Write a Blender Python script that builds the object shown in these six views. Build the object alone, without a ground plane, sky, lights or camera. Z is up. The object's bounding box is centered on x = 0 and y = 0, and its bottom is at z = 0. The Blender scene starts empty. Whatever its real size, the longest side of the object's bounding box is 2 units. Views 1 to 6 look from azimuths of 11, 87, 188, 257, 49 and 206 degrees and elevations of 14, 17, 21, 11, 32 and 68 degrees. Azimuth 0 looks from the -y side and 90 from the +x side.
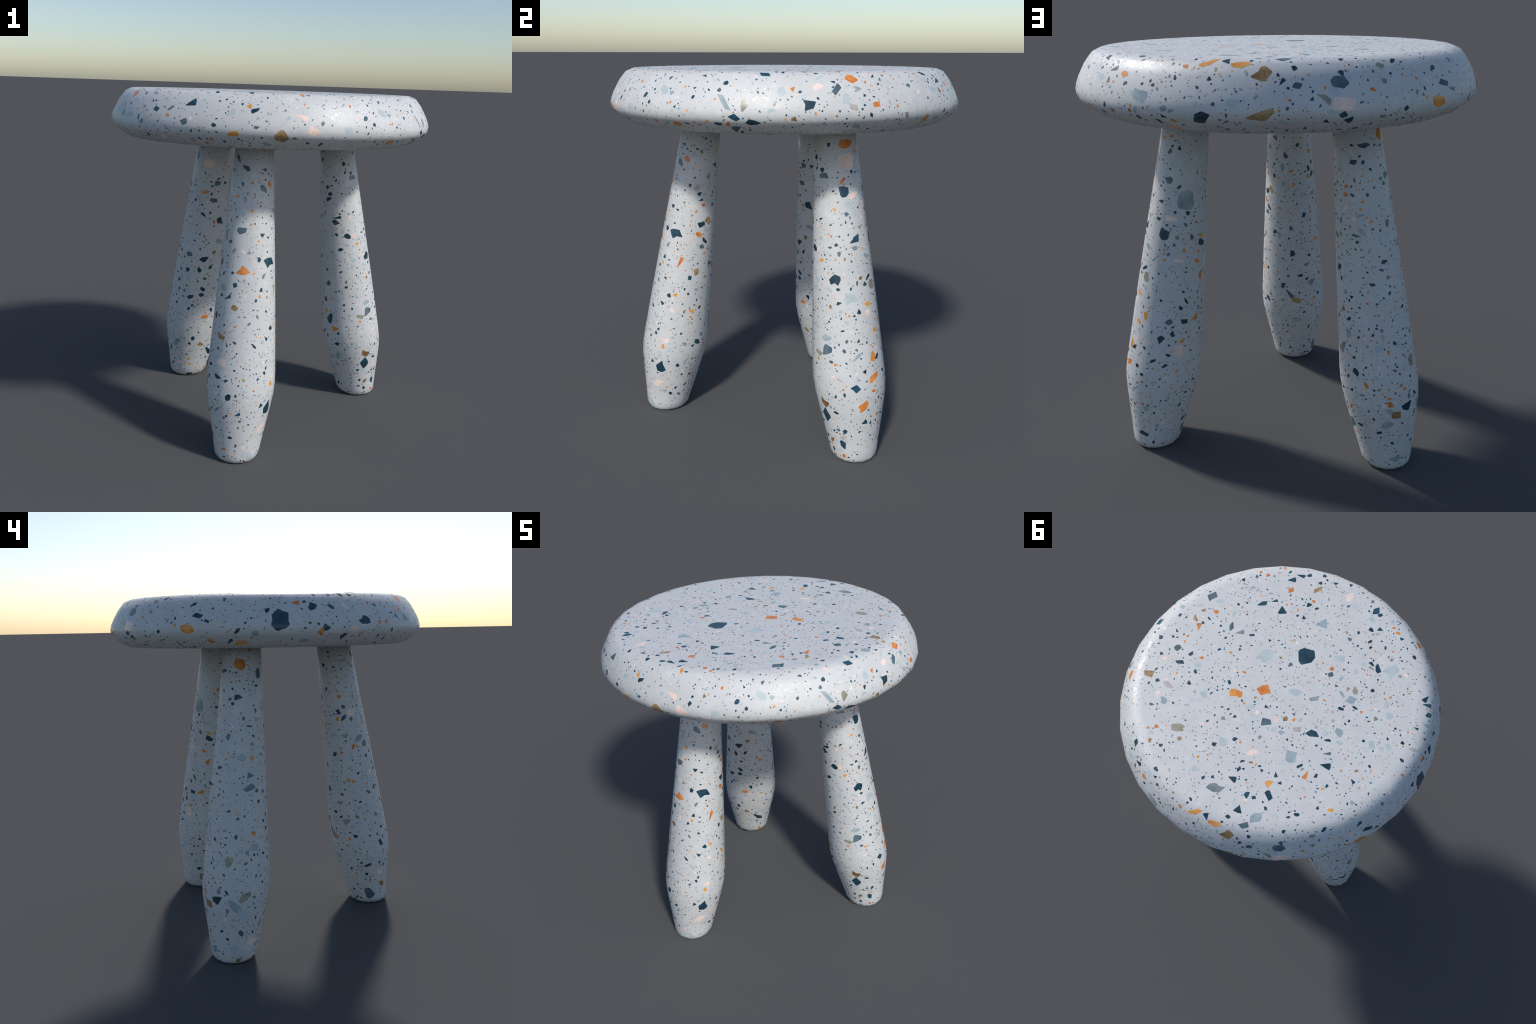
import bisect, bpy, bmesh, math, random
from mathutils import Vector, Matrix
from mathutils.bvhtree import BVHTree
from mathutils.geometry import barycentric_transform

# ------------------------------------------------------------------ materials
def srgb(r, g, b):
    f = lambda c: c / 12.92 if c <= 0.04045 else ((c + 0.055) / 1.055) ** 2.4
    return (f(r / 255), f(g / 255), f(b / 255), 1.0)


class Nodes:
    """Small helper to write node graphs briefly."""

    def __init__(self, name):
        self.mat = bpy.data.materials.new(name)
        self.mat.use_nodes = True
        self.tree = self.mat.node_tree
        self.bsdf = self.tree.nodes["Principled BSDF"]

    def add(self, kind, props=None, **inputs):
        n = self.tree.nodes.new(kind)
        for k, v in (props or {}).items():
            setattr(n, k, v)
        for k, v in inputs.items():
            self.put(n.inputs[k.replace("_", " ")], v)
        return n

    def put(self, socket, v):
        if hasattr(v, "is_output"):
            self.tree.links.new(v, socket)
        else:
            socket.default_value = v

    def ramp(self, fac, stops):
        n = self.tree.nodes.new("ShaderNodeValToRGB")
        self.tree.links.new(fac, n.inputs["Fac"])
        el = n.color_ramp.elements
        while len(el) < len(stops):
            el.new(0.5)
        for e, (p, c) in zip(el, stops):
            e.position, e.color = p, c
        return n.outputs["Color"]

    def mix(self, fac, a, b, blend="MIX"):
        n = self.tree.nodes.new("ShaderNodeMix")
        n.data_type, n.blend_type = "RGBA", blend
        self.put(n.inputs["Factor"], fac)
        self.put(n.inputs["A"], a)
        self.put(n.inputs["B"], b)
        return n.outputs["Result"]

    def math(self, op, a, b=0.0):
        n = self.tree.nodes.new("ShaderNodeMath")
        n.operation = op
        self.put(n.inputs[0], a)
        self.put(n.inputs[1], b)
        return n.outputs[0]


def binder_material():
    """Pale cement-like binder: cloudy off-white, faint ghost chips just under
    the polish and a few glassy spots that flash in the sun."""
    m = Nodes("terrazzo_binder")
    co = m.add("ShaderNodeTexCoord").outputs["Object"]
    cloud = m.add("ShaderNodeTexNoise", Vector=co, Scale=9.0, Detail=4.0, Roughness=0.6).outputs["Fac"]
    base = m.ramp(cloud, [(0.3, BINDER[0]), (0.7, BINDER[1])])
    warp = m.add("ShaderNodeTexNoise", Vector=co, Scale=30.0, Detail=2.0).outputs["Color"]
    bent = m.mix(0.035, co, warp)
    ghost = m.add("ShaderNodeTexVoronoi", Vector=bent, Scale=26.0, Randomness=1.0)
    tone = m.add("ShaderNodeSeparateColor", Color=ghost.outputs["Color"])
    ghost_fac = m.ramp(tone.outputs[0], [(0.90, (0, 0, 0, 1)), (0.93, (1, 1, 1, 1))])
    near = m.ramp(ghost.outputs["Distance"], [(0.38, (1, 1, 1, 1)), (0.46, (0, 0, 0, 1))])
    f = m.math("MULTIPLY", m.math("MULTIPLY", ghost_fac, near), 0.55)
    col = m.mix(f, base, BINDER[2])
    bright_fac = m.math("MULTIPLY", m.math("MULTIPLY", m.ramp(tone.outputs[1], [(0.88, (0, 0, 0, 1)), (0.9, (1, 1, 1, 1))]), near), 0.5)
    col = m.mix(bright_fac, col, BINDER[3])
    fine = m.add("ShaderNodeTexNoise", Vector=co, Scale=160.0, Detail=3.0).outputs["Fac"]
    col = m.mix(0.06, col, m.ramp(fine, [(0.35, (0.35, 0.4, 0.45, 1)), (0.65, (1, 1, 1, 1))]))
    m.put(m.bsdf.inputs["Base Color"], col)
    glass = m.add("ShaderNodeTexVoronoi", Vector=bent, Scale=60.0)
    spot = m.add("ShaderNodeSeparateColor", Color=glass.outputs["Color"]).outputs[2]
    rough = m.ramp(spot, [(0.86, (0.5,) * 3 + (1,)), (0.91, (0.42,) * 3 + (1,))])
    m.put(m.bsdf.inputs["Roughness"], rough)
    m.bsdf.inputs["Specular IOR Level"].default_value = 0.5
    return m.mat


def stone_material(name, dark, mid, light, rough=0.25, streak=0.3):
    """One kind of crushed stone: mottled, faintly veined, polished flush."""
    m = Nodes(name)
    co = m.add("ShaderNodeTexCoord").outputs["Object"]
    patch = m.add("ShaderNodeTexNoise", Vector=co, Scale=14.0, Detail=1.0).outputs["Fac"]
    grain = m.add("ShaderNodeTexNoise", Vector=co, Scale=85.0, Detail=5.0, Roughness=0.65).outputs["Fac"]
    vein = m.add("ShaderNodeTexNoise", {"noise_dimensions": "3D"},
                 Vector=m.add("ShaderNodeMapping", Vector=co, Rotation=(0.6, 0.9, 0.4), Scale=(25, 120, 60)).outputs[0],
                 Scale=1.0, Detail=3.0, Distortion=1.2).outputs["Fac"]
    f = m.math("ADD", m.math("MULTIPLY", patch, 0.45), m.math("ADD", m.math("MULTIPLY", grain, 0.55 - streak * 0.5), m.math("MULTIPLY", vein, streak * 0.5)))
    m.put(m.bsdf.inputs["Base Color"], m.ramp(f, [(0.4, dark), (0.49, mid), (0.6, light)]))
    m.bsdf.inputs["Roughness"].default_value = rough
    m.bsdf.inputs["Specular IOR Level"].default_value = 0.6
    return m.mat


BINDER = (srgb(195, 196, 196), srgb(204, 205, 205), srgb(181, 192, 198), srgb(211, 212, 213))
STONES = {   # dark, middle and light tone, roughness of the polish
    "navy": ((21, 50, 64), (29, 62, 78), (44, 83, 102), 0.27),
    "slate": ((66, 86, 96), (80, 100, 110), (102, 122, 132), 0.27),
    "steel": ((138, 154, 161), (153, 168, 174), (168, 181, 186), 0.26),
    "ice": ((174, 187, 191), (182, 193, 197), (192, 202, 205), 0.26),
    "orange": ((196, 108, 48), (212, 129, 60), (224, 150, 80), 0.27),
    "amber": ((204, 124, 52), (220, 146, 64), (228, 168, 92), 0.27),
    "brown": ((116, 88, 56), (150, 120, 80), (182, 154, 112), 0.27),
    "pink": ((228, 200, 186), (242, 215, 202), (249, 227, 216), 0.27),
    "taupe": ((168, 160, 158), (182, 174, 171), (196, 187, 183), 0.27),
    "olive": ((132, 130, 116), (150, 147, 132), (168, 164, 150), 0.27),
    "grey": ((112, 121, 126), (132, 140, 144), (152, 159, 162), 0.26),
}

# ------------------------------------------------------------------ base shapes
SEAT_SIDES, LEG_SIDES = 32, 16
# seat profile from the top centre over the rim to the underside: radius, height
SEAT_PROFILE = [(0.40, 2.0), (0.765, 2.0), (0.811, 1.999), (0.846, 1.984), (0.880, 1.942), (0.911, 1.886),
                (0.923, 1.858), (0.930, 1.832), (0.928, 1.806), (0.915, 1.788), (0.890, 1.767),
                (0.861, 1.746), (0.828, 1.7325), (0.78, 1.7279), (0.40, 1.7278)]
# leg outline from floor to seat: height, radius (a spindle, fullest low down)
LEG_PROFILE = [(0.000, 0.104), (0.008, 0.1165), (0.028, 0.127), (0.060, 0.1325), (0.110, 0.1415), (0.200, 0.1585), (0.290, 0.1755),
               (0.365, 0.188), (0.425, 0.192), (0.490, 0.1905), (0.600, 0.183), (0.800, 0.1705), (1.100, 0.1492),
               (1.400, 0.1266), (1.740, 0.1035)]
LEG_FOOT, LEG_HEAD, LEG_RISE = 0.7051, 0.4453, 1.740      # distance of the leg's axis from the centre, below and above
LEG_AZIMUTHS = (-89.68, 30.0, 149.3)                    # at the foot; the head is turned a little further
LEG_TWIST = 0.45


def ring(cx, cy, z, r, n, phase):
    return [(cx + r * math.cos(phase + math.tau * i / n), cy + r * math.sin(phase + math.tau * i / n), z) for i in range(n)]


def loft(name, rings, low, high):
    """Skin a stack of equal rings, close both ends with a fan."""
    bm = bmesh.new()
    rows = [[bm.verts.new(p) for p in r] for r in rings]
    n = len(rows[0])
    for a, b in zip(rows, rows[1:]):
        for i in range(n):
            j = (i + 1) % n
            bm.faces.new((a[i], a[j], b[j], b[i]))
    for centre, row, flip in ((low, rows[0], True), (high, rows[-1], False)):
        c = bm.verts.new(centre)
        for i in range(n):
            j = (i + 1) % n
            bm.faces.new((c, row[j], row[i]) if flip else (c, row[i], row[j]))
    bmesh.ops.recalc_face_normals(bm, faces=bm.faces)
    bmesh.ops.triangulate(bm, faces=bm.faces)
    me = bpy.data.meshes.new(name)
    bm.to_mesh(me)
    bm.free()
    me.shade_smooth()
    return me


class Surface:
    """A finished part: gives the point and smooth normal nearest to a place."""

    def __init__(self, obj):
        self.obj, me = obj, obj.data
        self.v = [v.co.copy() for v in me.vertices]
        self.n = [v.normal.copy() for v in me.vertices]
        self.t = [tuple(p.vertices) for p in me.polygons]
        self.bvh = BVHTree.FromPolygons(self.v, self.t)
        self.taken = {}

    def at(self, p):
        loc, _, i, _ = self.bvh.find_nearest(p)
        a, b, c = self.t[i]
        n = barycentric_transform(loc, self.v[a], self.v[b], self.v[c], self.n[a], self.n[b], self.n[c])
        return loc, n.normalized()

    def proud(self, p):
        """How far a chip stands out: nearly flush on the flat top, a little more
        where it bridges the facets of a curved face."""
        return 0.00012 if p.z > 1.9995 else 0.0003

    def claim(self, p, r):
        self.taken.setdefault(tuple(int(math.floor(c / 0.1)) for c in p), []).append((p.copy(), r))

    def free(self, p, r):
        """True when a chip of radius r at p keeps clear of the chips laid so far."""
        x, y, z = (int(math.floor(c / 0.1)) for c in p)
        for dx in (-1, 0, 1):
            for dy in (-1, 0, 1):
                for dz in (-1, 0, 1):
                    for q, s in self.taken.get((x + dx, y + dy, z + dz), ()):
                        if (q - p).length < r + s:
                            return False
        self.claim(p, r)
        return True


# ------------------------------------------------------------------ chips
def outline(rng, length, width, cut):
    """A crushed-stone outline, corners slightly worn. Cuts: shard (uneven, mostly
    convex, sometimes nicked), wedge (a triangle, point along +x), slab (a skewed
    four-sided bar), boulder (roundish with a ragged edge), grit (a few rough corners)."""
    while True:
        if cut == "wedge":
            pts = [(1, rng.uniform(-0.25, 0.25)), (-0.85, 1), (-1, rng.uniform(-0.3, 0.3)), (-0.85, -1)]
            pts = [(x, y + rng.uniform(-0.12, 0.12)) for x, y in pts]
        elif cut == "slab":
            s = rng.choice((-0.25, 0.25, 0.1))
            pts = [(1 + s, 0.9), (-0.95 + s, 1), (-1 - s, -0.9), (0.9 - s, -1)]
        elif cut == "boulder":
            turn = rng.uniform(0, 1)
            pts = []
            for i in range(12):
                a = math.tau * (i + turn + rng.uniform(-0.3, 0.3)) / 12
                k = rng.uniform(0.82, 1.1)
                pts.append((k * math.cos(a), k * math.sin(a)))
        else:
            big = min(length, width) > 0.045
            corners = rng.choice((3, 4, 4, 5, 5)) if cut == "grit" else rng.choice((6, 7, 8)) if big else rng.choice((4, 5, 5, 6))
            base = rng.uniform(0, math.tau)
            pts = []
            for i in range(corners):
                a = base + math.tau * (i + rng.uniform(-0.36, 0.36)) / corners
                k = rng.uniform(0.68, 1.18)
                pts.append((k * math.cos(a), k * math.sin(a)))
            if cut != "grit" and rng.random() < (0.9 if big else 0.5):
                i, k = rng.randrange(corners), rng.uniform(0.45, 0.65)
                pts[i] = (pts[i][0] * k, pts[i][1] * k)
        xs, ys = [p[0] for p in pts], [p[1] for p in pts]
        w, h = max(xs) - min(xs), max(ys) - min(ys)
        if w > 0.8 and h > 0.8:
            break
    mx, my = (max(xs) + min(xs)) / 2, (max(ys) + min(ys)) / 2
    grow = 1.12 if cut == "wedge" else 1.06
    pts = [((x - mx) / w * length * grow, (y - my) / h * width * grow) for x, y in pts]
    soft = rng.uniform(0.03, 0.12)
    worn = []
    for i, p in enumerate(pts):
        a, b = pts[i - 1], pts[(i + 1) % len(pts)]
        worn.append((p[0] + (a[0] - p[0]) * soft, p[1] + (a[1] - p[1]) * soft))
        worn.append((p[0] + (b[0] - p[0]) * soft, p[1] + (b[1] - p[1]) * soft))
    if cut != "grit":
        k = 0.03 * min(length, width)
        worn = [(x + rng.uniform(-k, k), y + rng.uniform(-k, k)) for x, y in worn]
    return worn


def densify(pts, step):
    out = []
    for i, p in enumerate(pts):
        q = pts[(i + 1) % len(pts)]
        k = max(1, math.ceil(math.hypot(q[0] - p[0], q[1] - p[1]) / step))
        out += [(p[0] + (q[0] - p[0]) * j / k, p[1] + (q[1] - p[1]) * j / k) for j in range(k)]
    return out


class Pile:
    """Collects chip geometry (vertices, faces, normals, stone index)."""

    def __init__(self):
        self.v, self.f, self.n, self.m = [], [], [], []

    def chip(self, surf, place, across, pts, stone, proud, deep=0.004, step=0.0035):
        c, n = surf.at(place)
        t = (across - n * across.dot(n)).normalized()
        b = n.cross(t)
        pts = densify(pts, step)
        far = max(math.hypot(*p) for p in pts)
        rows = max(1, math.ceil(far / step))
        k, start = len(pts), len(self.v)

        def put(x, y, lift):
            q, m = surf.at(c + t * x + b * y)
            self.v.append(q + m * lift)
            self.n.append(m)

        put(0, 0, proud)
        for r in range(1, rows + 1):
            for x, y in pts:
                put(x * r / rows, y * r / rows, proud)
        for x, y in pts:
            put(x, y, -deep)
        put(0, 0, -deep)
        row = lambda r, i: start + 1 + (r - 1) * k + i % k
        last = start + 1 + (rows + 1) * k
        faces = [(start, row(1, i), row(1, i + 1)) for i in range(k)]
        for r in range(1, rows + 1):
            for i in range(k):
                faces.append((row(r, i), row(r + 1, i), row(r + 1, i + 1)))
                faces.append((row(r, i), row(r + 1, i + 1), row(r, i + 1)))
        faces += [(last, row(rows + 1, i + 1), row(rows + 1, i)) for i in range(k)]
        self.f += faces
        self.m += [stone] * len(faces)

    def mesh(self, name, materials):
        me = bpy.data.meshes.new(name)
        me.from_pydata(self.v, [], self.f)
        for m in materials:
            me.materials.append(m)
        if len(materials) > 1:
            me.polygons.foreach_set("material_index", self.m)
        me.shade_smooth()
        me.normals_split_custom_set_from_vertices(self.n)
        me.update()
        return me

# ------------------------------------------------------------------ layout of the larger chips
# Each chip: its place, its length and width in mm, its turn in degrees, its stone and cut.
# x, y, length, width, turn, stone
TOP_CHIPS = [
    (-0.059, -0.249, 104, 100, -83, "navy"), (-0.531, -0.350, 103, 93, -86, "ice"), (0.154, -0.174, 95, 69, 74, "ice"), (0.077, 0.667, 97, 52, 20, "grey"),
    (-0.222, 0.346, 70, 66, -67, "steel"), (0.077, 0.037, 75, 60, 26, "orange"), (-0.051, -0.488, 66, 64, 23, "steel wedge"), (-0.190, 0.734, 76, 52, 50, "steel"),
    (0.212, 0.119, 75, 51, 5, "amber"), (0.414, 0.432, 78, 47, 15, "olive"), (-0.087, -0.016, 71, 50, 23, "ice"), (-0.275, 0.178, 76, 40, 2, "navy"),
    (0.153, 0.411, 58, 51, -61, "ice"), (0.584, 0.216, 69, 41, 6, "taupe"), (-0.391, -0.094, 61, 44, 2, "steel slab"), (0.193, -0.488, 54, 50, -67, "navy wedge"),
    (-0.012, 0.210, 57, 45, 27, "slate"), (0.718, 0.197, 59, 43, 16, "brown"), (-0.137, -0.723, 63, 40, 87, "pink"), (-0.318, -0.691, 60, 41, 52, "navy"),
    (-0.406, 0.112, 60, 40, -45, "steel"), (-0.240, -0.314, 57, 41, 27, "ice"), (0.611, -0.415, 60, 39, 53, "slate slab"), (-0.204, -0.027, 58, 40, 62, "grey"),
    (-0.407, 0.325, 58, 38, 12, "navy wedge"), (0.314, -0.480, 66, 33, 53, "navy"), (0.801, 0.024, 48, 43, 5, "steel"), (-0.460, -0.341, 63, 30, -63, "navy"),
    (-0.171, 0.540, 44, 42, 9, "amber"), (-0.085, 0.723, 42, 44, -87, "navy wedge"), (-0.391, -0.160, 56, 33, -66, "olive"), (0.641, -0.017, 45, 40, 14, "slate"),
    (-0.624, -0.088, 46, 39, -78, "ice"), (-0.017, 0.407, 62, 29, 29, "pink"), (-0.593, 0.110, 46, 39, -78, "ice"), (-0.201, 0.596, 58, 31, -49, "navy"),
    (0.554, -0.399, 51, 34, 36, "ice"), (0.226, -0.703, 50, 34, 23, "navy wedge"), (0.565, 0.315, 43, 39, 6, "steel"), (0.223, 0.611, 46, 37, 24, "ice"),
    (0.375, 0.196, 48, 35, 9, "ice"), (-0.679, 0.091, 42, 40, -87, "ice"), (-0.191, 0.186, 48, 34, 37, "taupe"), (0.018, 0.587, 46, 36, 6, "navy wedge"),
    (0.360, -0.251, 53, 30, 28, "grey wedge"), (0.418, -0.266, 59, 27, -74, "slate"), (0.054, -0.698, 67, 24, 49, "brown slab"), (-0.146, 0.797, 50, 29, 37, "slate"),
    (0.593, -0.191, 48, 30, 106, "orange wedge"), (-0.585, -0.142, 45, 32, -81, "ice"), (0.109, 0.165, 56, 26, 9, "ice"), (-0.333, 0.410, 52, 27, -95, "orange wedge"),
    (-0.428, 0.170, 41, 33, 26, "ice"), (0.486, 0.037, 42, 31, 24, "ice"), (0.634, -0.239, 49, 27, -29, "brown"), (-0.118, 0.240, 39, 33, 24, "steel"),
    (-0.311, -0.628, 40, 33, -74, "ice"), (0.591, 0.060, 54, 24, 19, "navy"), (0.439, -0.351, 49, 26, -69, "ice"), (0.187, -0.754, 51, 25, 1, "navy wedge"),
    (-0.095, 0.641, 39, 33, -64, "navy"), (-0.063, 0.175, 43, 30, -61, "pink"), (0.200, -0.634, 41, 29, 49, "orange slab"), (-0.350, -0.276, 38, 28, -73, "ice"),
    (-0.434, -0.659, 33, 31, -53, "ice"), (0.612, 0.288, 33, 30, -29, "pink"), (-0.072, 0.239, 33, 30, 35, "ice"), (0.059, -0.580, 32, 29, 18, "navy"),
    (0.743, -0.278, 31, 29, -28, "steel"), (-0.228, -0.198, 33, 27, 50, "slate slab"), (-0.337, 0.152, 38, 23, 24, "ice"), (0.648, -0.328, 40, 22, 38, "ice"),
    (-0.377, -0.338, 31, 28, 54, "ice"), (0.764, -0.045, 31, 28, -48, "navy"), (-0.336, -0.561, 33, 26, -25, "navy"), (-0.427, -0.324, 45, 18, -21, "olive"),
    (-0.415, -0.355, 37, 22, -12, "navy"), (0.414, 0.695, 30, 27, 3, "navy"), (-0.380, -0.588, 24, 33, -70, "navy wedge"), (-0.390, 0.257, 43, 18, 27, "slate wedge"),
    (0.285, -0.261, 36, 22, 4, "navy"), (-0.103, 0.152, 30, 27, -66, "brown"), (0.415, -0.559, 34, 23, 63, "steel"), (-0.331, -0.110, 49, 16, -37, "steel"),
    (-0.431, -0.059, 39, 20, 12, "navy"), (0.099, 0.372, 31, 24, 22, "navy"), (0.680, 0.075, 28, 27, 74, "pink"), (0.141, -0.774, 30, 24, 29, "navy"),
    (0.258, -0.524, 36, 20, 40, "navy wedge"), (-0.649, 0.114, 30, 23, 0, "ice"), (0.534, 0.516, 28, 24, -47, "ice"), (0.055, -0.810, 29, 24, -87, "navy"),
    (-0.527, 0.544, 33, 20, 21, "amber"), (0.553, -0.014, 34, 19, 66, "navy"), (-0.242, -0.457, 30, 22, -32, "slate"), (-0.361, -0.023, 34, 19, 3, "navy"),
    (0.056, -0.490, 26, 24, -67, "navy wedge"), (-0.187, 0.472, 32, 20, -66, "navy wedge"), (-0.366, 0.182, 35, 18, 22, "navy"), (-0.484, -0.602, 30, 21, 10, "amber"),
    (-0.625, -0.487, 31, 20, -24, "navy"), (-0.618, 0.459, 26, 24, 27, "steel"), (-0.619, -0.360, 34, 18, -32, "pink"), (-0.374, 0.635, 30, 20, 25, "navy"),
    (-0.214, -0.491, 27, 22, -72, "olive"), (0.521, 0.559, 27, 22, -52, "brown"), (0.060, -0.748, 26, 23, 20, "navy"), (-0.347, -0.676, 26, 22, 51, "navy"),
    (0.617, -0.307, 31, 19, 70, "brown"), (-0.572, 0.349, 31, 19, -27, "navy wedge"), (0.311, 0.360, 36, 16, 1, "pink wedge"), (0.192, 0.443, 24, 23, 0, "navy"),
    (-0.325, 0.012, 25, 22, -73, "taupe"), (-0.511, -0.423, 25, 23, -87, "grey"), (-0.662, 0.255, 27, 20, -77, "pink"), (0.474, -0.380, 24, 22, -80, "pink"),
    (-0.376, -0.549, 28, 19, 35, "taupe"), (0.007, 0.522, 32, 17, 66, "navy slab"), (-0.284, 0.379, 38, 14, 50, "navy slab"), (-0.356, -0.484, 31, 16, 53, "navy"),
    (0.274, 0.069, 30, 17, -56, "navy"), (0.614, 0.364, 28, 18, -13, "slate"), (-0.291, -0.200, 28, 18, 41, "steel"), (0.481, 0.081, 26, 19, -59, "navy"),
    (-0.777, -0.073, 29, 17, -4, "navy"), (-0.095, 0.667, 31, 15, 20, "pink"), (-0.591, -0.339, 24, 20, 37, "grey"),
]
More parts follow.
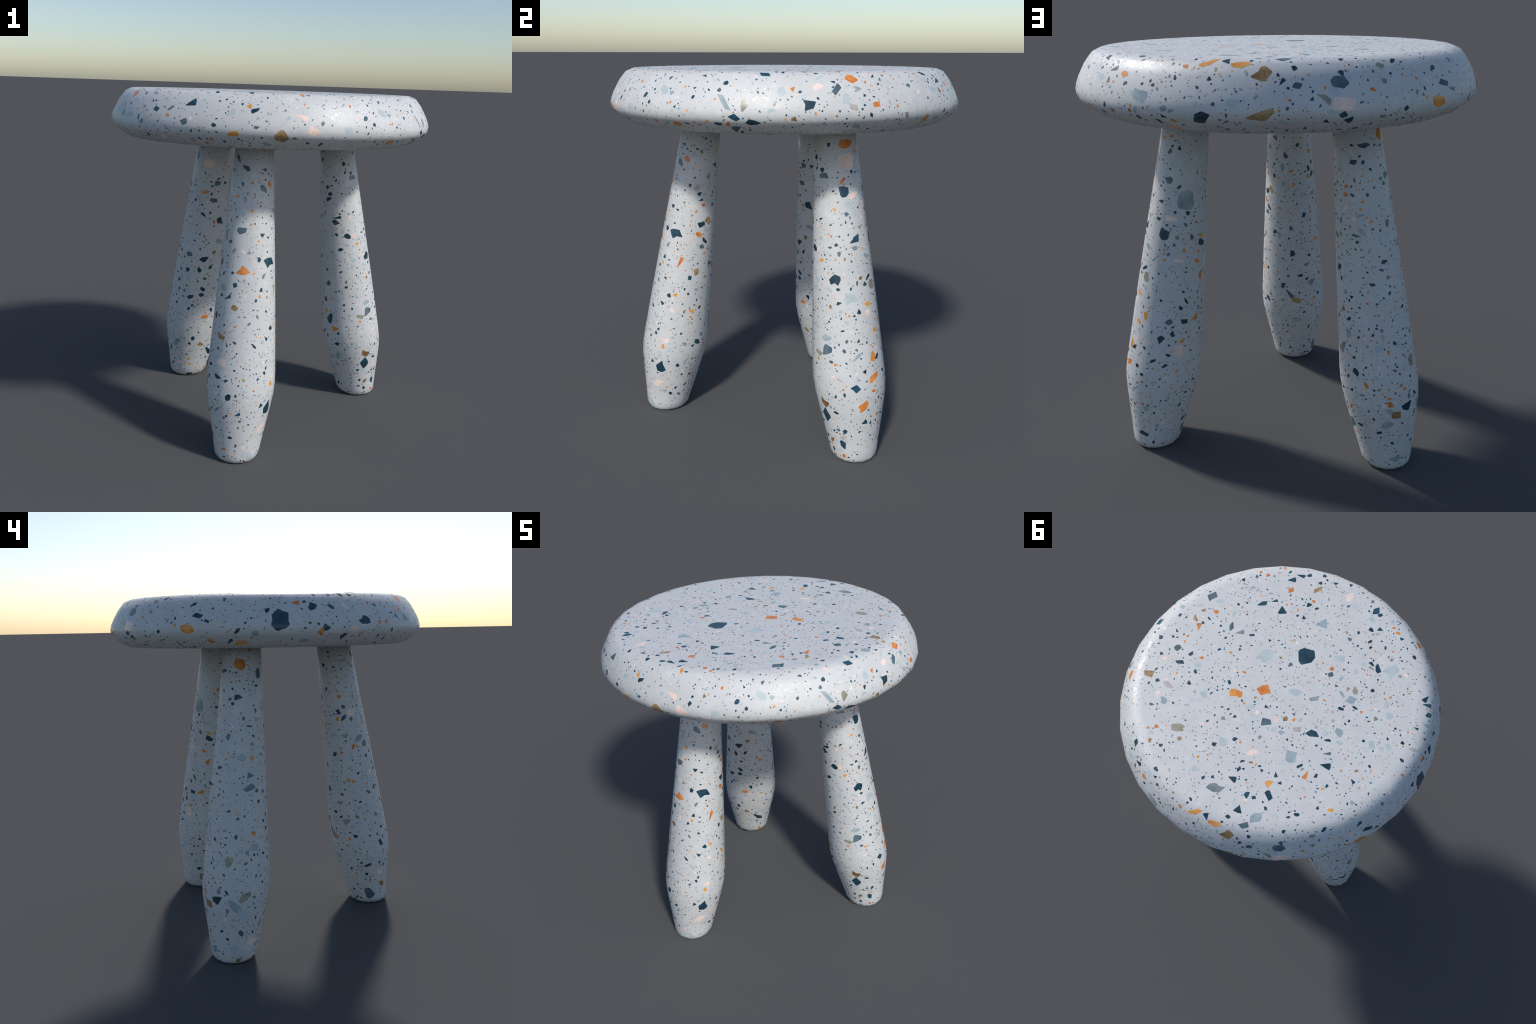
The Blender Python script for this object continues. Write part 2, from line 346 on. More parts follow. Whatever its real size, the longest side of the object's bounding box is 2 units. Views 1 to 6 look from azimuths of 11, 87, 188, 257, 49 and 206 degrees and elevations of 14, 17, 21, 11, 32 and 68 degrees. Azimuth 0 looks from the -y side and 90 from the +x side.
# azimuth, height, length, width, turn, stone
RIM_CHIPS = [
    (170.9, 1.866, 112, 89, 88, "navy boulder"), (94.8, 1.809, 109, 45, 16, "brown"), (-75.9, 1.799, 70, 65, -37, "brown"), (95.1, 1.957, 72, 63, -7, "brown"),
    (113.8, 1.850, 90, 47, -2, "pink slab"), (141.4, 1.825, 80, 51, 2, "amber"), (64.6, 1.870, 76, 48, -20, "steel"), (-161.0, 1.861, 71, 49, 13, "navy"),
    (-66.1, 1.831, 71, 45, -7, "pink"), (113.4, 1.923, 66, 48, 5, "slate"), (81.2, 1.800, 67, 47, 54, "navy"), (158.7, 1.754, 71, 42, -4, "amber"),
    (41.7, 1.779, 70, 35, 82, "orange"), (-105.9, 1.942, 59, 42, -163, "navy wedge"), (17.2, 1.765, 67, 36, -37, "steel"), (90.0, 1.984, 74, 33, 7, "amber"),
    (81.9, 1.989, 83, 29, 33, "amber"), (-12.2, 1.793, 67, 35, 9, "navy"), (-136.6, 1.971, 52, 45, -34, "orange"), (-133.3, 1.864, 71, 32, 12, "steel"),
    (-36.2, 1.770, 55, 40, 25, "orange"), (2.9, 1.869, 52, 43, 8, "navy"), (-178.7, 1.929, 52, 42, 19, "navy"), (15.8, 1.971, 55, 38, -34, "orange"),
    (72.1, 1.746, 68, 30, -8, "orange"), (-17.5, 1.760, 53, 39, 45, "navy"), (-40.8, 1.916, 55, 36, -23, "ice"), (-20.3, 1.876, 94, 21, -57, "steel slab"),
    (46.9, 1.915, 63, 30, -4, "ice"), (-55.1, 1.835, 52, 35, -9, "ice"), (144.6, 1.893, 61, 30, -7, "navy"), (-4.8, 1.920, 46, 39, -87, "ice"),
    (-116.1, 1.765, 60, 30, 20, "pink"), (-17.3, 1.812, 54, 33, -10, "navy"), (13.1, 1.890, 47, 37, 59, "ice"), (-167.4, 1.987, 56, 31, -62, "navy"),
    (-70.1, 1.896, 63, 27, 157, "pink wedge"), (-174.9, 1.824, 51, 34, -9, "navy"), (-14.8, 1.865, 43, 39, -58, "olive"), (-176.8, 1.801, 34, 50, 177, "orange wedge"),
    (-106.7, 1.854, 45, 37, -13, "slate"), (178.5, 1.760, 59, 28, 22, "steel"), (5.5, 1.940, 49, 34, -2, "pink"), (-163.6, 1.994, 61, 26, 94, "navy wedge"),
    (100.5, 1.780, 54, 30, -51, "ice"), (-171.2, 1.782, 48, 33, -54, "ice"), (-165.2, 1.813, 57, 27, -2, "pink"), (-138.7, 1.873, 49, 32, 71, "slate"),
    (-90.5, 1.805, 57, 27, 9, "amber"), (-91.4, 1.901, 50, 29, 41, "ice"), (58.6, 1.976, 52, 28, -61, "ice"), (45.5, 1.986, 52, 27, -26, "navy"),
    (111.6, 1.892, 43, 33, -26, "ice"), (-168.8, 1.779, 49, 29, 64, "navy"), (109.3, 1.874, 63, 22, -40, "olive"), (-104.5, 1.761, 45, 31, 46, "taupe"),
    (-160.8, 1.997, 50, 28, -37, "navy wedge"), (-9.6, 1.989, 47, 29, 0, "navy slab"), (176.5, 1.997, 57, 24, -83, "taupe"), (-80.5, 1.760, 48, 28, -21, "slate"),
    (115.0, 1.787, 34, 39, 171, "navy wedge"), (88.6, 1.858, 43, 30, -9, "ice"), (10.6, 1.929, 53, 24, 51, "slate slab"), (21.8, 1.863, 37, 32, 37, "orange"),
    (163.1, 1.796, 35, 33, 11, "steel"), (136.2, 1.753, 40, 29, -51, "grey"), (-124.8, 1.839, 44, 26, 14, "slate"), (-171.8, 1.988, 41, 28, 60, "steel"),
    (57.5, 1.935, 42, 28, -15, "orange"), (148.4, 1.766, 43, 26, -66, "orange"), (-144.3, 1.879, 42, 26, -10, "slate"), (86.3, 1.991, 36, 31, -59, "navy wedge"),
    (51.9, 1.949, 49, 22, -156, "navy wedge"), (-150.9, 1.740, 56, 19, -30, "slate"), (175.9, 1.947, 39, 27, 178, "orange wedge"), (14.9, 1.857, 43, 24, -13, "taupe slab"),
    (103.4, 1.915, 38, 27, 12, "slate"), (-72.6, 1.737, 36, 27, 85, "pink"), (84.8, 1.763, 38, 26, 2, "taupe"), (48.3, 1.782, 44, 22, 24, "slate"),
    (-84.1, 1.921, 43, 22, 23, "navy"), (-167.1, 1.928, 41, 23, -34, "pink"), (154.6, 1.760, 51, 18, -128, "navy wedge"), (-119.1, 1.905, 38, 24, -20, "navy slab"),
    (-7.1, 1.844, 39, 23, 0, "ice"), (-141.3, 1.918, 33, 26, 113, "orange wedge"), (-22.2, 1.782, 37, 24, 13, "navy"), (-122.8, 1.981, 41, 21, -3, "steel"),
    (125.1, 1.971, 35, 24, -29, "olive"), (-141.7, 1.829, 84, 10, 2, "ice"), (6.1, 1.977, 48, 17, 28, "ice"), (16.7, 1.934, 38, 21, -38, "steel"),
    (-172.3, 1.926, 41, 19, -41, "slate"), (-74.1, 1.890, 30, 25, 83, "ice"), (69.4, 1.775, 38, 20, -60, "navy"), (63.2, 1.782, 29, 25, 52, "navy"),
    (138.2, 1.912, 31, 24, 152, "pink wedge"), (113.6, 1.811, 28, 25, -47, "navy slab"), (-48.5, 1.893, 31, 23, 65, "navy"), (142.1, 1.949, 36, 19, 12, "navy"),
    (-19.2, 1.781, 33, 20, 62, "orange"), (140.5, 1.737, 36, 19, 34, "slate"), (157.8, 1.814, 39, 17, 48, "navy"), (-112.9, 1.910, 42, 15, 36, "slate"),
    (71.9, 1.828, 30, 22, 16, "steel"), (110.6, 1.824, 29, 21, -6, "ice"), (63.4, 1.815, 29, 21, 49, "steel"), (32.2, 1.812, 30, 20, -73, "grey"),
    (-16.2, 1.742, 35, 17, 67, "navy"), (-68.9, 1.992, 33, 18, -78, "orange"), (129.6, 1.986, 35, 17, 47, "navy"), (54.7, 1.798, 31, 19, 37, "brown"),
    (-86.2, 1.937, 22, 27, -177, "amber wedge"), (152.8, 1.970, 28, 21, -67, "slate"), (75.8, 1.976, 28, 21, -40, "orange"), (123.6, 1.796, 32, 18, -11, "olive"),
    (-137.1, 1.864, 30, 19, -83, "slate"), (-18.5, 1.988, 32, 18, -43, "pink"), (-126.8, 1.859, 33, 17, -83, "navy"), (-37.7, 1.907, 27, 21, -3, "steel"),
    (-123.2, 1.777, 27, 20, 91, "navy wedge"), (-77.5, 1.976, 33, 16, -35, "ice"), (-83.5, 1.843, 29, 18, 24, "slate"), (-100.1, 1.751, 24, 22, -36, "orange"),
    (148.0, 1.864, 28, 18, -34, "navy"), (-161.6, 1.796, 27, 19, 16, "amber"), (113.9, 1.954, 25, 20, -15, "navy"), (114.3, 1.746, 32, 15, -16, "navy"),
    (-63.4, 1.764, 28, 17, 61, "navy"), (99.8, 1.926, 31, 16, -124, "navy wedge"), (-1.3, 1.809, 24, 20, 0, "brown"), (-113.0, 1.878, 28, 17, -13, "orange"),
]
# azimuth round the leg, height, length, width, turn, stone
LEG_CHIPS_A = [
    (168.9, 0.081, 84, 63, -73, "slate"), (-27.0, 1.109, 85, 61, -24, "navy"), (-18.9, 0.314, 79, 58, 46, "navy"), (-50.8, 0.050, 85, 48, -28, "ice"),
    (-87.3, 1.077, 76, 48, -3, "orange"), (-24.3, 0.201, 78, 43, 25, "pink"), (-164.4, 1.134, 76, 41, 19, "grey"), (104.0, 0.335, 59, 46, -27, "steel"),
    (-116.8, 0.577, 60, 44, 13, "pink"), (104.5, 0.474, 66, 37, -18, "brown"), (137.4, 0.585, 61, 40, 2, "grey"), (176.3, 0.335, 66, 36, -17, "ice"),
    (-159.5, 0.234, 58, 39, -60, "pink"), (-176.4, 1.300, 54, 42, -5, "pink boulder"), (-154.1, 0.142, 56, 36, -33, "brown"), (-97.0, 1.280, 55, 37, 2, "slate"),
    (-130.6, 0.970, 50, 37, -11, "steel"), (90.4, 0.524, 69, 26, 133, "slate wedge"), (-151.2, 1.094, 43, 40, 52, "slate"), (-123.6, 0.713, 59, 29, -9, "brown"),
    (-141.3, 1.246, 70, 24, -68, "olive"), (97.4, 0.791, 43, 39, 54, "navy"), (48.2, 1.175, 44, 37, -37, "brown"), (-8.8, 0.945, 70, 22, -118, "orange wedge"),
    (-128.1, 1.653, 62, 24, -51, "slate"), (157.9, 0.784, 46, 30, 3, "ice"), (-154.3, 0.442, 46, 30, -78, "navy"), (158.0, 1.150, 44, 31, 6, "steel"),
    (-47.8, 1.502, 48, 29, -32, "slate"), (42.9, 1.124, 41, 33, -33, "ice"), (-27.5, 1.524, 38, 36, 82, "orange"), (43.6, 0.459, 43, 31, -53, "navy"),
    (25.9, 1.100, 41, 32, -12, "orange"), (9.2, 1.371, 37, 35, 88, "taupe"), (-99.0, 0.876, 39, 32, 2, "brown"), (-98.2, 0.403, 38, 33, 26, "navy"),
    (-148.7, 0.921, 44, 29, 68, "pink"), (171.5, 0.289, 51, 25, 29, "navy"), (-18.2, 0.492, 46, 28, 169, "pink wedge"), (160.9, 1.266, 55, 23, 47, "navy"),
    (79.6, 1.312, 60, 20, 88, "steel"), (-97.8, 1.609, 47, 25, -41, "slate"), (-172.9, 1.625, 49, 24, -6, "steel"), (29.6, 1.162, 41, 29, 20, "navy"),
    (-120.8, 0.497, 53, 22, -13, "navy"), (27.7, 0.887, 39, 29, -86, "brown"), (80.0, 0.574, 42, 27, 78, "slate"), (88.5, 1.386, 34, 33, 67, "slate"),
    (55.3, 1.482, 34, 32, 180, "navy wedge"), (71.3, 0.911, 44, 25, -63, "steel"), (126.4, 1.030, 34, 31, 35, "navy"), (127.5, 0.709, 40, 25, -1, "grey"),
    (35.6, 1.030, 36, 28, -32, "slate"), (-164.4, 0.785, 49, 20, -29, "slate"), (175.8, 1.083, 42, 23, -90, "orange"), (-121.5, 0.315, 60, 16, 48, "grey"),
    (-150.2, 0.378, 43, 22, -82, "steel"), (-102.0, 0.995, 31, 30, 79, "navy"), (36.3, 1.425, 35, 26, -71, "grey"), (-117.0, 0.923, 47, 19, -149, "navy wedge"),
    (-94.3, 1.446, 43, 21, -60, "steel"), (-155.0, 0.632, 30, 28, -64, "grey"), (40.1, 1.064, 45, 18, -51, "navy"), (26.0, 0.658, 34, 24, -63, "amber"),
    (161.6, 0.624, 33, 24, -3, "brown"), (112.8, 0.644, 36, 22, -9, "navy"), (-19.1, 0.450, 33, 23, 80, "amber"), (51.4, 0.498, 32, 24, -57, "grey"),
    (168.3, 0.684, 37, 20, 2, "taupe"), (143.9, 1.257, 29, 25, -82, "amber"), (-145.4, 0.810, 40, 18, -68, "navy"), (-21.3, 0.757, 28, 26, 56, "navy"),
    (-137.9, 1.504, 35, 20, 2, "steel"), (25.7, 0.353, 46, 15, 53, "steel"), (-81.5, 0.307, 35, 19, -157, "navy wedge"), (97.2, 0.953, 30, 22, 80, "slate"),
    (-178.3, 1.258, 29, 23, -88, "slate"), (81.4, 1.224, 31, 21, -89, "steel"), (-31.0, 0.366, 30, 21, 26, "steel"), (66.0, 1.555, 33, 19, -13, "amber"),
    (148.4, 1.309, 27, 23, 1, "navy"), (-40.1, 0.343, 27, 22, -136, "navy wedge"), (111.5, 1.184, 35, 17, 25, "taupe"), (-44.4, 1.599, 29, 20, -43, "slate"),
    (60.4, 0.919, 28, 22, 45, "navy"), (148.9, 0.389, 27, 22, 15, "steel"), (-33.2, 0.705, 25, 23, 89, "navy"), (-144.6, 0.543, 32, 18, 19, "navy"),
    (149.8, 1.295, 29, 19, 12, "navy"), (-10.4, 0.669, 31, 18, -45, "pink"), (-122.8, 0.406, 39, 14, 48, "pink"), (31.1, 0.785, 28, 19, -27, "steel"),
    (119.0, 1.444, 25, 22, 42, "navy"), (-63.1, 0.104, 24, 22, -36, "pink"), (-112.1, 1.170, 33, 16, 61, "olive"), (25.9, 0.119, 26, 20, -18, "slate"),
    (101.1, 1.298, 31, 17, 38, "orange"), (-59.5, 0.679, 39, 13, -43, "navy"), (166.7, 0.226, 25, 21, -57, "navy"), (154.6, 0.863, 23, 22, 72, "amber"),
    (-144.7, 1.587, 26, 20, -49, "olive"), (-8.0, 0.147, 27, 19, 4, "steel"), (-42.4, 1.045, 31, 16, 53, "grey"), (-9.3, 0.761, 24, 20, 4, "amber"),
]
# azimuth round the leg, height, length, width, turn, stone
LEG_CHIPS_B = [
    (119.9, 1.328, 90, 87, -74, "steel boulder"), (20.0, 1.569, 87, 78, 77, "pink boulder"), (4.1, 0.893, 71, 66, -10, "ice"), (-58.2, 0.263, 69, 53, -53, "navy slab"),
    (19.7, 1.649, 74, 50, 0, "orange boulder"), (125.7, 0.587, 62, 57, -59, "pink boulder"), (-130.8, 0.560, 75, 47, 78, "navy"), (20.1, 1.340, 91, 38, -43, "ice"),
    (-43.3, 0.622, 63, 53, 65, "slate"), (12.9, 0.345, 75, 44, 53, "orange"), (-23.3, 0.989, 56, 54, 67, "navy"), (5.6, 1.421, 55, 50, 87, "navy"),
    (82.3, 1.171, 55, 48, 71, "navy"), (-56.6, 0.336, 62, 42, -23, "brown"), (-118.3, 0.307, 63, 40, 71, "steel"), (34.7, 0.491, 75, 33, 27, "orange"),
    (168.6, 0.089, 60, 38, 84, "olive"), (1.5, 0.445, 53, 42, 0, "navy"), (54.4, 0.953, 49, 44, 73, "olive"), (-43.6, 0.690, 60, 36, 9, "steel"),
    (21.3, 1.194, 54, 39, 4, "navy"), (-151.9, 0.449, 75, 28, 34, "olive"), (-116.6, 0.501, 54, 37, 22, "amber"), (30.1, 1.403, 67, 29, 17, "pink"),
    (36.6, 0.599, 56, 34, 85, "amber"), (-28.9, 0.112, 54, 35, -53, "navy"), (93.3, 1.246, 61, 30, -9, "pink"), (-102.3, 1.211, 53, 35, 11, "navy"),
    (73.5, 0.102, 55, 33, -1, "navy"), (-41.3, 1.492, 50, 35, 20, "slate"), (164.2, 1.108, 53, 32, -27, "navy"), (95.2, 0.653, 46, 37, 65, "navy"),
    (39.8, 0.861, 62, 26, -14, "amber"), (-61.8, 0.594, 59, 26, -6, "olive"), (151.8, 0.735, 50, 31, -175, "amber wedge"), (163.0, 0.949, 29, 52, 160, "orange wedge"),
    (-74.3, 1.127, 45, 32, -5, "navy"), (49.4, 1.096, 53, 27, -12, "steel"), (-92.8, 0.377, 42, 33, -11, "ice"), (-119.4, 1.352, 46, 30, 9, "navy"),
    (-130.7, 0.797, 43, 31, 50, "slate"), (-27.9, 0.154, 47, 28, 17, "taupe"), (106.4, 0.746, 37, 33, -24, "slate"), (-69.5, 0.927, 38, 32, -76, "ice"),
    (-159.6, 0.965, 42, 28, 69, "brown"), (79.5, 1.423, 39, 31, 11, "slate"), (34.2, 0.819, 39, 30, 88, "pink"), (-134.9, 1.259, 44, 26, 85, "taupe"),
    (-100.7, 1.239, 62, 18, -167, "navy wedge"), (5.0, 0.601, 65, 17, 42, "steel"), (131.7, 0.734, 42, 26, -24, "navy"), (-139.4, 1.519, 37, 29, 78, "steel"),
    (-115.2, 0.390, 40, 26, 37, "navy"), (65.0, 0.764, 40, 26, 86, "amber"), (14.8, 0.251, 32, 31, -155, "navy wedge"), (18.7, 1.146, 40, 24, -1, "grey"),
    (-84.6, 1.162, 41, 24, -86, "taupe"), (-38.1, 0.074, 34, 28, -18, "ice"), (-64.6, 0.970, 39, 23, -12, "ice"), (113.7, 0.171, 33, 26, -40, "pink"),
    (153.3, 1.022, 39, 23, -30, "orange"), (-56.5, 0.121, 40, 22, 65, "brown"), (-107.0, 0.690, 32, 27, 64, "ice"), (46.8, 0.587, 43, 20, 34, "navy"),
    (49.3, 0.725, 36, 23, -20, "amber"), (-139.5, 0.687, 36, 23, 77, "navy"), (113.6, 0.682, 34, 24, -89, "navy"), (-35.5, 0.940, 43, 19, -23, "ice"),
    (159.7, 0.158, 32, 25, 46, "navy"), (-92.8, 1.038, 37, 22, 4, "navy"), (131.5, 0.636, 34, 23, 7, "amber"), (161.7, 1.143, 43, 18, -19, "amber"),
    (114.7, 1.044, 47, 16, -7, "pink"), (-137.0, 0.077, 39, 19, 46, "navy"), (80.1, 0.267, 33, 23, 33, "steel"), (87.4, 1.003, 41, 18, 88, "ice"),
    (101.4, 0.160, 33, 23, 75, "steel"), (-115.4, 1.385, 31, 24, 12, "navy"), (-139.3, 0.612, 35, 21, 79, "orange"), (162.2, 0.777, 33, 22, -66, "steel"),
    (-44.6, 1.519, 27, 26, -69, "navy"), (-125.5, 0.230, 33, 21, -33, "olive"), (-59.8, 1.128, 29, 24, -8, "pink"), (45.6, 0.994, 43, 15, 27, "navy"),
    (72.7, 1.554, 27, 24, 21, "slate"), (-66.4, 1.579, 29, 22, -84, "navy"), (3.2, 1.472, 47, 13, 52, "orange"), (-6.3, 0.777, 26, 23, -7, "ice"),
    (137.5, 1.152, 31, 20, -89, "slate"), (105.8, 0.520, 36, 17, 19, "navy"), (-22.0, 0.194, 26, 22, 51, "navy"), (67.0, 1.321, 29, 19, 11, "navy"),
    (133.3, 0.837, 45, 12, -65, "navy"), (91.6, 0.430, 33, 17, 4, "taupe"), (87.1, 0.545, 36, 15, 27, "navy"), (-50.1, 1.077, 28, 19, 13, "amber"),
    (66.8, 1.243, 26, 21, 17, "navy"), (17.6, 0.531, 22, 24, 169, "navy wedge"), (-33.9, 0.300, 34, 16, -7, "navy"), (-13.0, 1.120, 25, 20, -89, "slate"),
    (-17.2, 0.876, 29, 18, 21, "navy"), (95.7, 0.695, 24, 21, 5, "ice"), (-142.4, 1.594, 28, 18, 85, "navy"), (-18.4, 0.943, 26, 19, 2, "navy"),
    (49.0, 0.633, 27, 18, -37, "pink"),
]
# azimuth round the leg, height, length, width, turn, stone
LEG_CHIPS_C = [
    (-87.0, 1.538, 83, 63, 17, "pink"), (160.7, 1.638, 73, 66, 87, "orange boulder"), (165.7, 0.350, 96, 47, -47, "steel"), (28.1, 0.230, 74, 50, 67, "slate"),
    (-20.9, 0.187, 105, 33, -38, "navy"), (-175.7, 0.399, 78, 43, 28, "olive"), (154.4, 0.586, 62, 52, 86, "olive"), (136.0, 0.374, 64, 48, 17, "navy"),
    (-178.3, 0.291, 70, 43, -30, "ice"), (29.5, 0.645, 67, 43, 68, "grey"), (-114.6, 0.267, 78, 37, 45, "steel"), (-34.4, 1.154, 62, 46, -40, "navy"),
    (171.9, 1.143, 57, 48, -2, "steel"), (110.8, 0.074, 60, 45, 8, "steel"), (-138.7, 1.584, 65, 40, 76, "slate"), (-69.0, 0.894, 66, 37, 3, "navy"),
    (-147.5, 0.121, 70, 35, -18, "pink"), (-170.0, 0.976, 73, 32, 25, "slate"), (100.7, 0.286, 53, 44, -15, "steel"), (114.8, 0.342, 60, 38, -9, "brown slab"),
    (166.7, 0.089, 50, 45, 89, "ice"), (-159.3, 0.657, 50, 42, -16, "steel"), (46.9, 0.726, 52, 35, 90, "steel"), (-54.2, 1.404, 44, 41, -31, "slate"),
    (-31.8, 1.014, 57, 29, -20, "steel"), (162.1, 1.460, 48, 33, 0, "navy"), (-89.5, 0.628, 50, 31, 3, "navy"), (-59.9, 1.295, 52, 30, -4, "slate"),
    (-9.9, 0.031, 71, 22, -47, "orange"), (106.5, 1.599, 61, 25, -2, "slate"), (-53.2, 0.483, 50, 29, -4, "orange"), (-53.5, 0.262, 43, 34, -49, "brown"),
    (-167.6, 1.044, 42, 34, 3, "slate"), (-87.3, 1.349, 61, 23, 18, "orange"), (57.7, 0.544, 43, 32, -46, "navy"), (-107.1, 0.928, 41, 33, 21, "slate"),
    (103.3, 0.364, 43, 31, -8, "steel"), (-133.3, 0.223, 59, 22, 69, "slate"), (-69.1, 0.017, 44, 30, 15, "navy"), (-178.1, 0.187, 45, 29, -74, "slate"),
    (87.9, 1.218, 51, 25, -45, "steel"), (140.8, 1.250, 42, 30, -83, "slate"), (-101.4, 0.111, 50, 24, 19, "pink"), (-127.8, 0.093, 50, 23, 29, "grey"),
    (-65.2, 0.644, 39, 30, -16, "navy"), (-64.7, 0.398, 38, 30, -62, "ice"), (-76.9, 0.824, 39, 29, -86, "navy"), (96.8, 0.679, 35, 32, -10, "ice"),
    (29.2, 1.033, 39, 29, 52, "navy"), (-105.4, 0.820, 35, 31, 51, "navy"), (-64.5, 0.685, 35, 29, -24, "navy"), (-73.3, 0.319, 35, 27, 85, "navy"),
    (136.6, 1.201, 35, 27, -13, "ice"), (-149.7, 1.336, 36, 26, -3, "taupe"), (36.7, 0.832, 37, 25, 45, "brown"), (179.2, 0.024, 32, 27, 62, "brown"),
    (158.3, 0.647, 30, 28, -10, "ice"), (-39.8, 0.526, 35, 24, -65, "navy"), (78.8, 1.527, 34, 25, 14, "navy"), (-109.0, 0.292, 49, 17, -28, "grey"),
    (131.0, 0.868, 33, 23, -89, "ice"), (122.6, 1.082, 36, 21, -8, "navy"), (106.6, 0.403, 30, 26, -74, "orange"), (-163.0, 1.211, 30, 24, -4, "olive"),
    (47.5, 1.003, 31, 23, 43, "ice"), (41.9, 1.262, 32, 22, 83, "grey"), (-153.0, 1.385, 31, 22, 77, "slate"), (40.9, 0.346, 46, 15, 62, "orange"),
    (23.9, 1.182, 52, 13, -41, "slate"), (138.8, 0.426, 30, 23, -86, "grey"), (85.1, 1.292, 42, 16, 17, "steel"), (-85.0, 1.203, 43, 15, -43, "navy"),
    (-173.8, 0.633, 30, 21, 88, "grey"), (50.3, 0.800, 31, 19, 27, "navy"), (74.6, 1.202, 40, 15, 0, "slate"), (-163.8, 1.136, 27, 22, 82, "amber"),
    (153.9, 0.319, 29, 20, 77, "olive"), (52.4, 0.255, 32, 18, 0, "navy"), (123.5, 0.700, 27, 21, -79, "navy"), (104.9, 0.730, 34, 16, -89, "taupe"),
    (-69.1, 0.794, 32, 17, -90, "pink"), (-77.0, 0.146, 25, 21, 15, "amber"), (153.1, 0.424, 39, 14, -39, "navy"), (96.7, 0.982, 31, 16, 1, "navy"),
    (-105.2, 0.670, 24, 21, 64, "grey"), (-26.2, 1.410, 25, 20, -31, "navy"), (-170.0, 1.306, 34, 15, 2, "navy"), (-121.9, 0.575, 25, 19, 27, "navy"),
    (136.1, 0.830, 34, 14, -2, "ice"), (-51.7, 1.437, 38, 13, 25, "navy"), (-126.2, 0.740, 27, 18, 19, "navy"), (85.1, 0.238, 31, 16, 19, "navy"),
]

# ------------------------------------------------------------------ assembly
def new(name, data, parent):
    o = bpy.data.objects.new(name, data)
    bpy.context.scene.collection.objects.link(o)
    o.parent = parent
    return o


stool = new("terrazzo_stool", None, None)
stool["label"] = "round three-legged stool of white terrazzo with coloured stone chips"
stool["category"] = "stool"

binder = binder_material()
stone_names = list(STONES)
stones = {k: stone_material("stone_" + k, *(srgb(*c) for c in v[:3]), v[3]) for k, v in STONES.items()}

seat_rings = [ring(0, 0, z, r, SEAT_SIDES, 0.0) for r, z in SEAT_PROFILE]
seat = new("seat", loft("seat", seat_rings, (0, 0, 2.0), (0, 0, SEAT_PROFILE[-1][1])), stool)
seat.data.materials.append(binder)



def leg_axis(k, z):
    """Centre of leg k at height z: the leg leans out from head to foot."""
    foot, head = math.radians(LEG_AZIMUTHS[k]), math.radians(LEG_AZIMUTHS[k] + LEG_TWIST)
    f = Vector((LEG_FOOT * math.cos(foot), LEG_FOOT * math.sin(foot), 0.0))
    h = Vector((LEG_HEAD * math.cos(head), LEG_HEAD * math.sin(head), LEG_RISE))
    return f + (h - f) * (z / LEG_RISE)


legs = []
for k in range(3):
    phase = math.radians(LEG_AZIMUTHS[k] + 7.5)
    rings = [ring(*leg_axis(k, z), r, LEG_SIDES, phase) for z, r in LEG_PROFILE]
    leg = new("leg", loft("leg", rings, leg_axis(k, 0.0), leg_axis(k, LEG_PROFILE[-1][0])), stool)
    leg.data.materials.append(binder)
    legs.append(leg)
bpy.context.view_layer.update()

seat_surface = Surface(seat)
leg_surfaces = [Surface(o) for o in legs]


def seat_top_place(x, y):
    return Vector((x, y, 2.0)), Vector((1, 0, 0))


def round_place(centre, azimuth, radius):
    a = math.radians(azimuth)
    return centre + Vector((math.cos(a), math.sin(a), 0)) * radius, Vector((-math.sin(a), math.cos(a), 0))


def between(pairs, key):
    """Linear interpolation in a list of (key, value) pairs sorted by key."""
    for (k0, v0), (k1, v1) in zip(pairs, pairs[1:]):
        if key <= k1:
            return v0 + (v1 - v0) * max(0.0, (key - k0) / (k1 - k0))
    return pairs[-1][1]


def seat_rim_place(azimuth, z):
    flank = sorted((h, r) for r, h in SEAT_PROFILE if r > 0.77)
    return round_place(Vector((0, 0, z)), azimuth, between(flank, z))


def leg_place(k, azimuth, z):
    return round_place(leg_axis(k, z), azimuth, between(LEG_PROFILE, z))


NAMED = 300                                   # the largest chips are objects of their own
layout = [(seat_surface, seat_top_place(*c[:2]), c[2:]) for c in TOP_CHIPS]
layout += [(seat_surface, seat_rim_place(*c[:2]), c[2:]) for c in RIM_CHIPS]
for k, chips in enumerate((LEG_CHIPS_A, LEG_CHIPS_B, LEG_CHIPS_C)):
    layout += [(leg_surfaces[k], leg_place(k, *c[:2]), c[2:]) for c in chips]
layout.sort(key=lambda item: -item[2][0] * item[2][1])
piles = {id(s): Pile() for s in [seat_surface] + leg_surfaces}

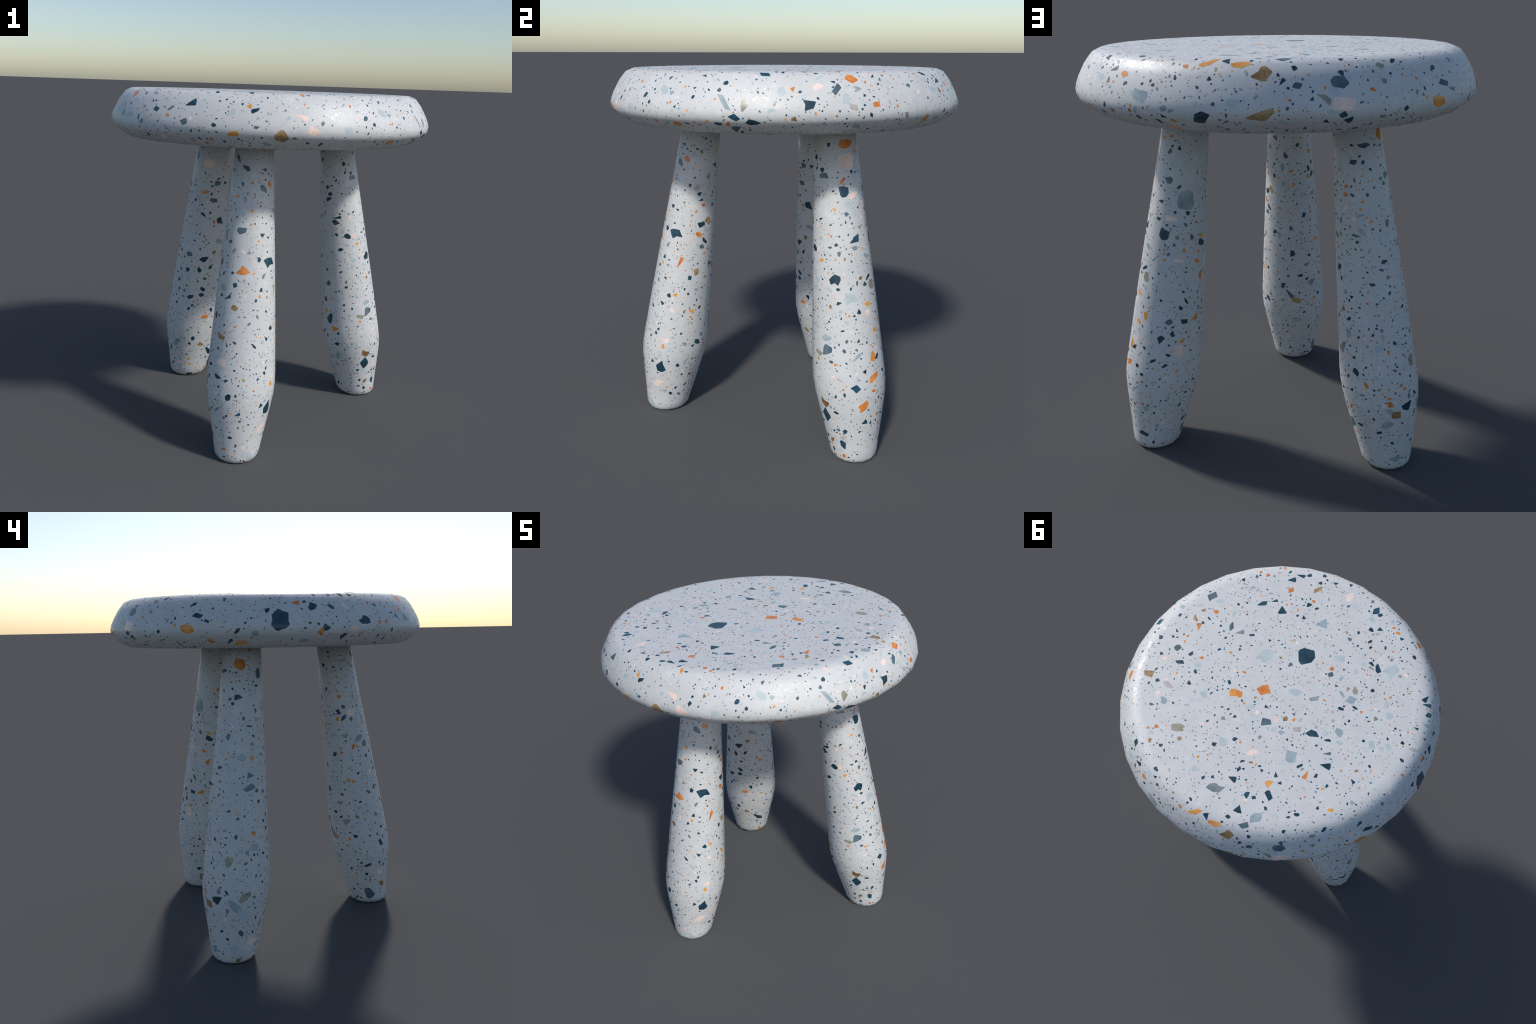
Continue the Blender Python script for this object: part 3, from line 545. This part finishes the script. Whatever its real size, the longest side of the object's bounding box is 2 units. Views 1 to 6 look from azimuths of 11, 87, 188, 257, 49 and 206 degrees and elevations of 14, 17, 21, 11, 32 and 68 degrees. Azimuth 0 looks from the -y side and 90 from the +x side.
for number, (surf, (place, across), (length, width, turn, kind)) in enumerate(layout):
    rng = random.Random(number)
    length, width = length / 1000, width / 1000
    stone, cut = (kind.split() + ["shard"])[:2]
    pts = outline(rng, length, width, cut)
    c, n = surf.at(place)
    t = Matrix.Rotation(math.radians(turn), 3, n) @ (across - n * across.dot(n)).normalized()
    proud = surf.proud(c) * (1 + 0.5 * number / len(layout))
    if number < NAMED:
        pile = Pile()
        pile.chip(surf, place, t, pts, 0, proud)
        new("chip", pile.mesh("chip", [stones[stone]]), surf.obj)
    else:
        piles[id(surf)].chip(surf, place, t, pts, stone_names.index(stone), proud)
    # claim the ground with discs along the chip's long axis
    k = max(1, round(length / width))
    for i in range(k):
        surf.claim(c + t * length * ((i + 0.5) / k - 0.5), max(width, length / k) * 0.5)

# grit: thousands of small chips pressed in at random, clear of one another
GRIT_STONES = [("navy", 54), ("slate", 11), ("orange", 11), ("amber", 4), ("brown", 6), ("pink", 9), ("steel", 6), ("ice", 6), ("taupe", 4), ("olive", 4), ("grey", 4)]
GRIT_BAG = [stone_names.index(s) for s, w in GRIT_STONES for _ in range(w)]


def scatter(surf, seed, visible, richness=1.0):
    rng = random.Random(seed)
    tris = [(surf.v[a], surf.v[b], surf.v[c]) for a, b, c in surf.t]
    areas, total = [], 0.0
    for a, b, c in tris:
        total += (b - a).cross(c - a).length / 2
        areas.append(total)
    pile = piles[id(surf)]
    for size_low, size_high, density in GRIT_SIZES:
        for _ in range(int(total * density * richness)):
            a, b, c = tris[bisect.bisect(areas, rng.uniform(0, total * 0.99999))]
            u, v = rng.random(), rng.random()
            if u + v > 1:
                u, v = 1 - u, 1 - v
            p = a + (b - a) * u + (c - a) * v
            length = size_low * (size_high / size_low) ** rng.random()
            if not visible(p) or not surf.free(p, length * 0.62):
                continue
            stone = rng.choice(GRIT_BAG)
            width = length * rng.choice((0.5, 0.6, 0.7, 0.8, 0.95))
            pts = outline(rng, length, width, "grit")
            across = Vector((rng.uniform(-1, 1), rng.uniform(-1, 1), rng.uniform(-1, 1)))
            pile.chip(surf, p, across, pts, stone, surf.proud(p) * rng.uniform(1, 1.6), deep=0.002, step=0.005)
    grit = new("chip_grit", pile.mesh("chip_grit", [stones[s] for s in stone_names]), surf.obj)
    grit["kind"] = "stuff"


# size range in metres, number per square metre
GRIT_SIZES = [(0.016, 0.028, 120), (0.009, 0.016, 360), (0.005, 0.009, 950)]
scatter(seat_surface, 11, lambda p: True)
for k, surf in enumerate(leg_surfaces):
    scatter(surf, 21 + k, lambda p: 0.002 < p.z < 1.725, 1.25)
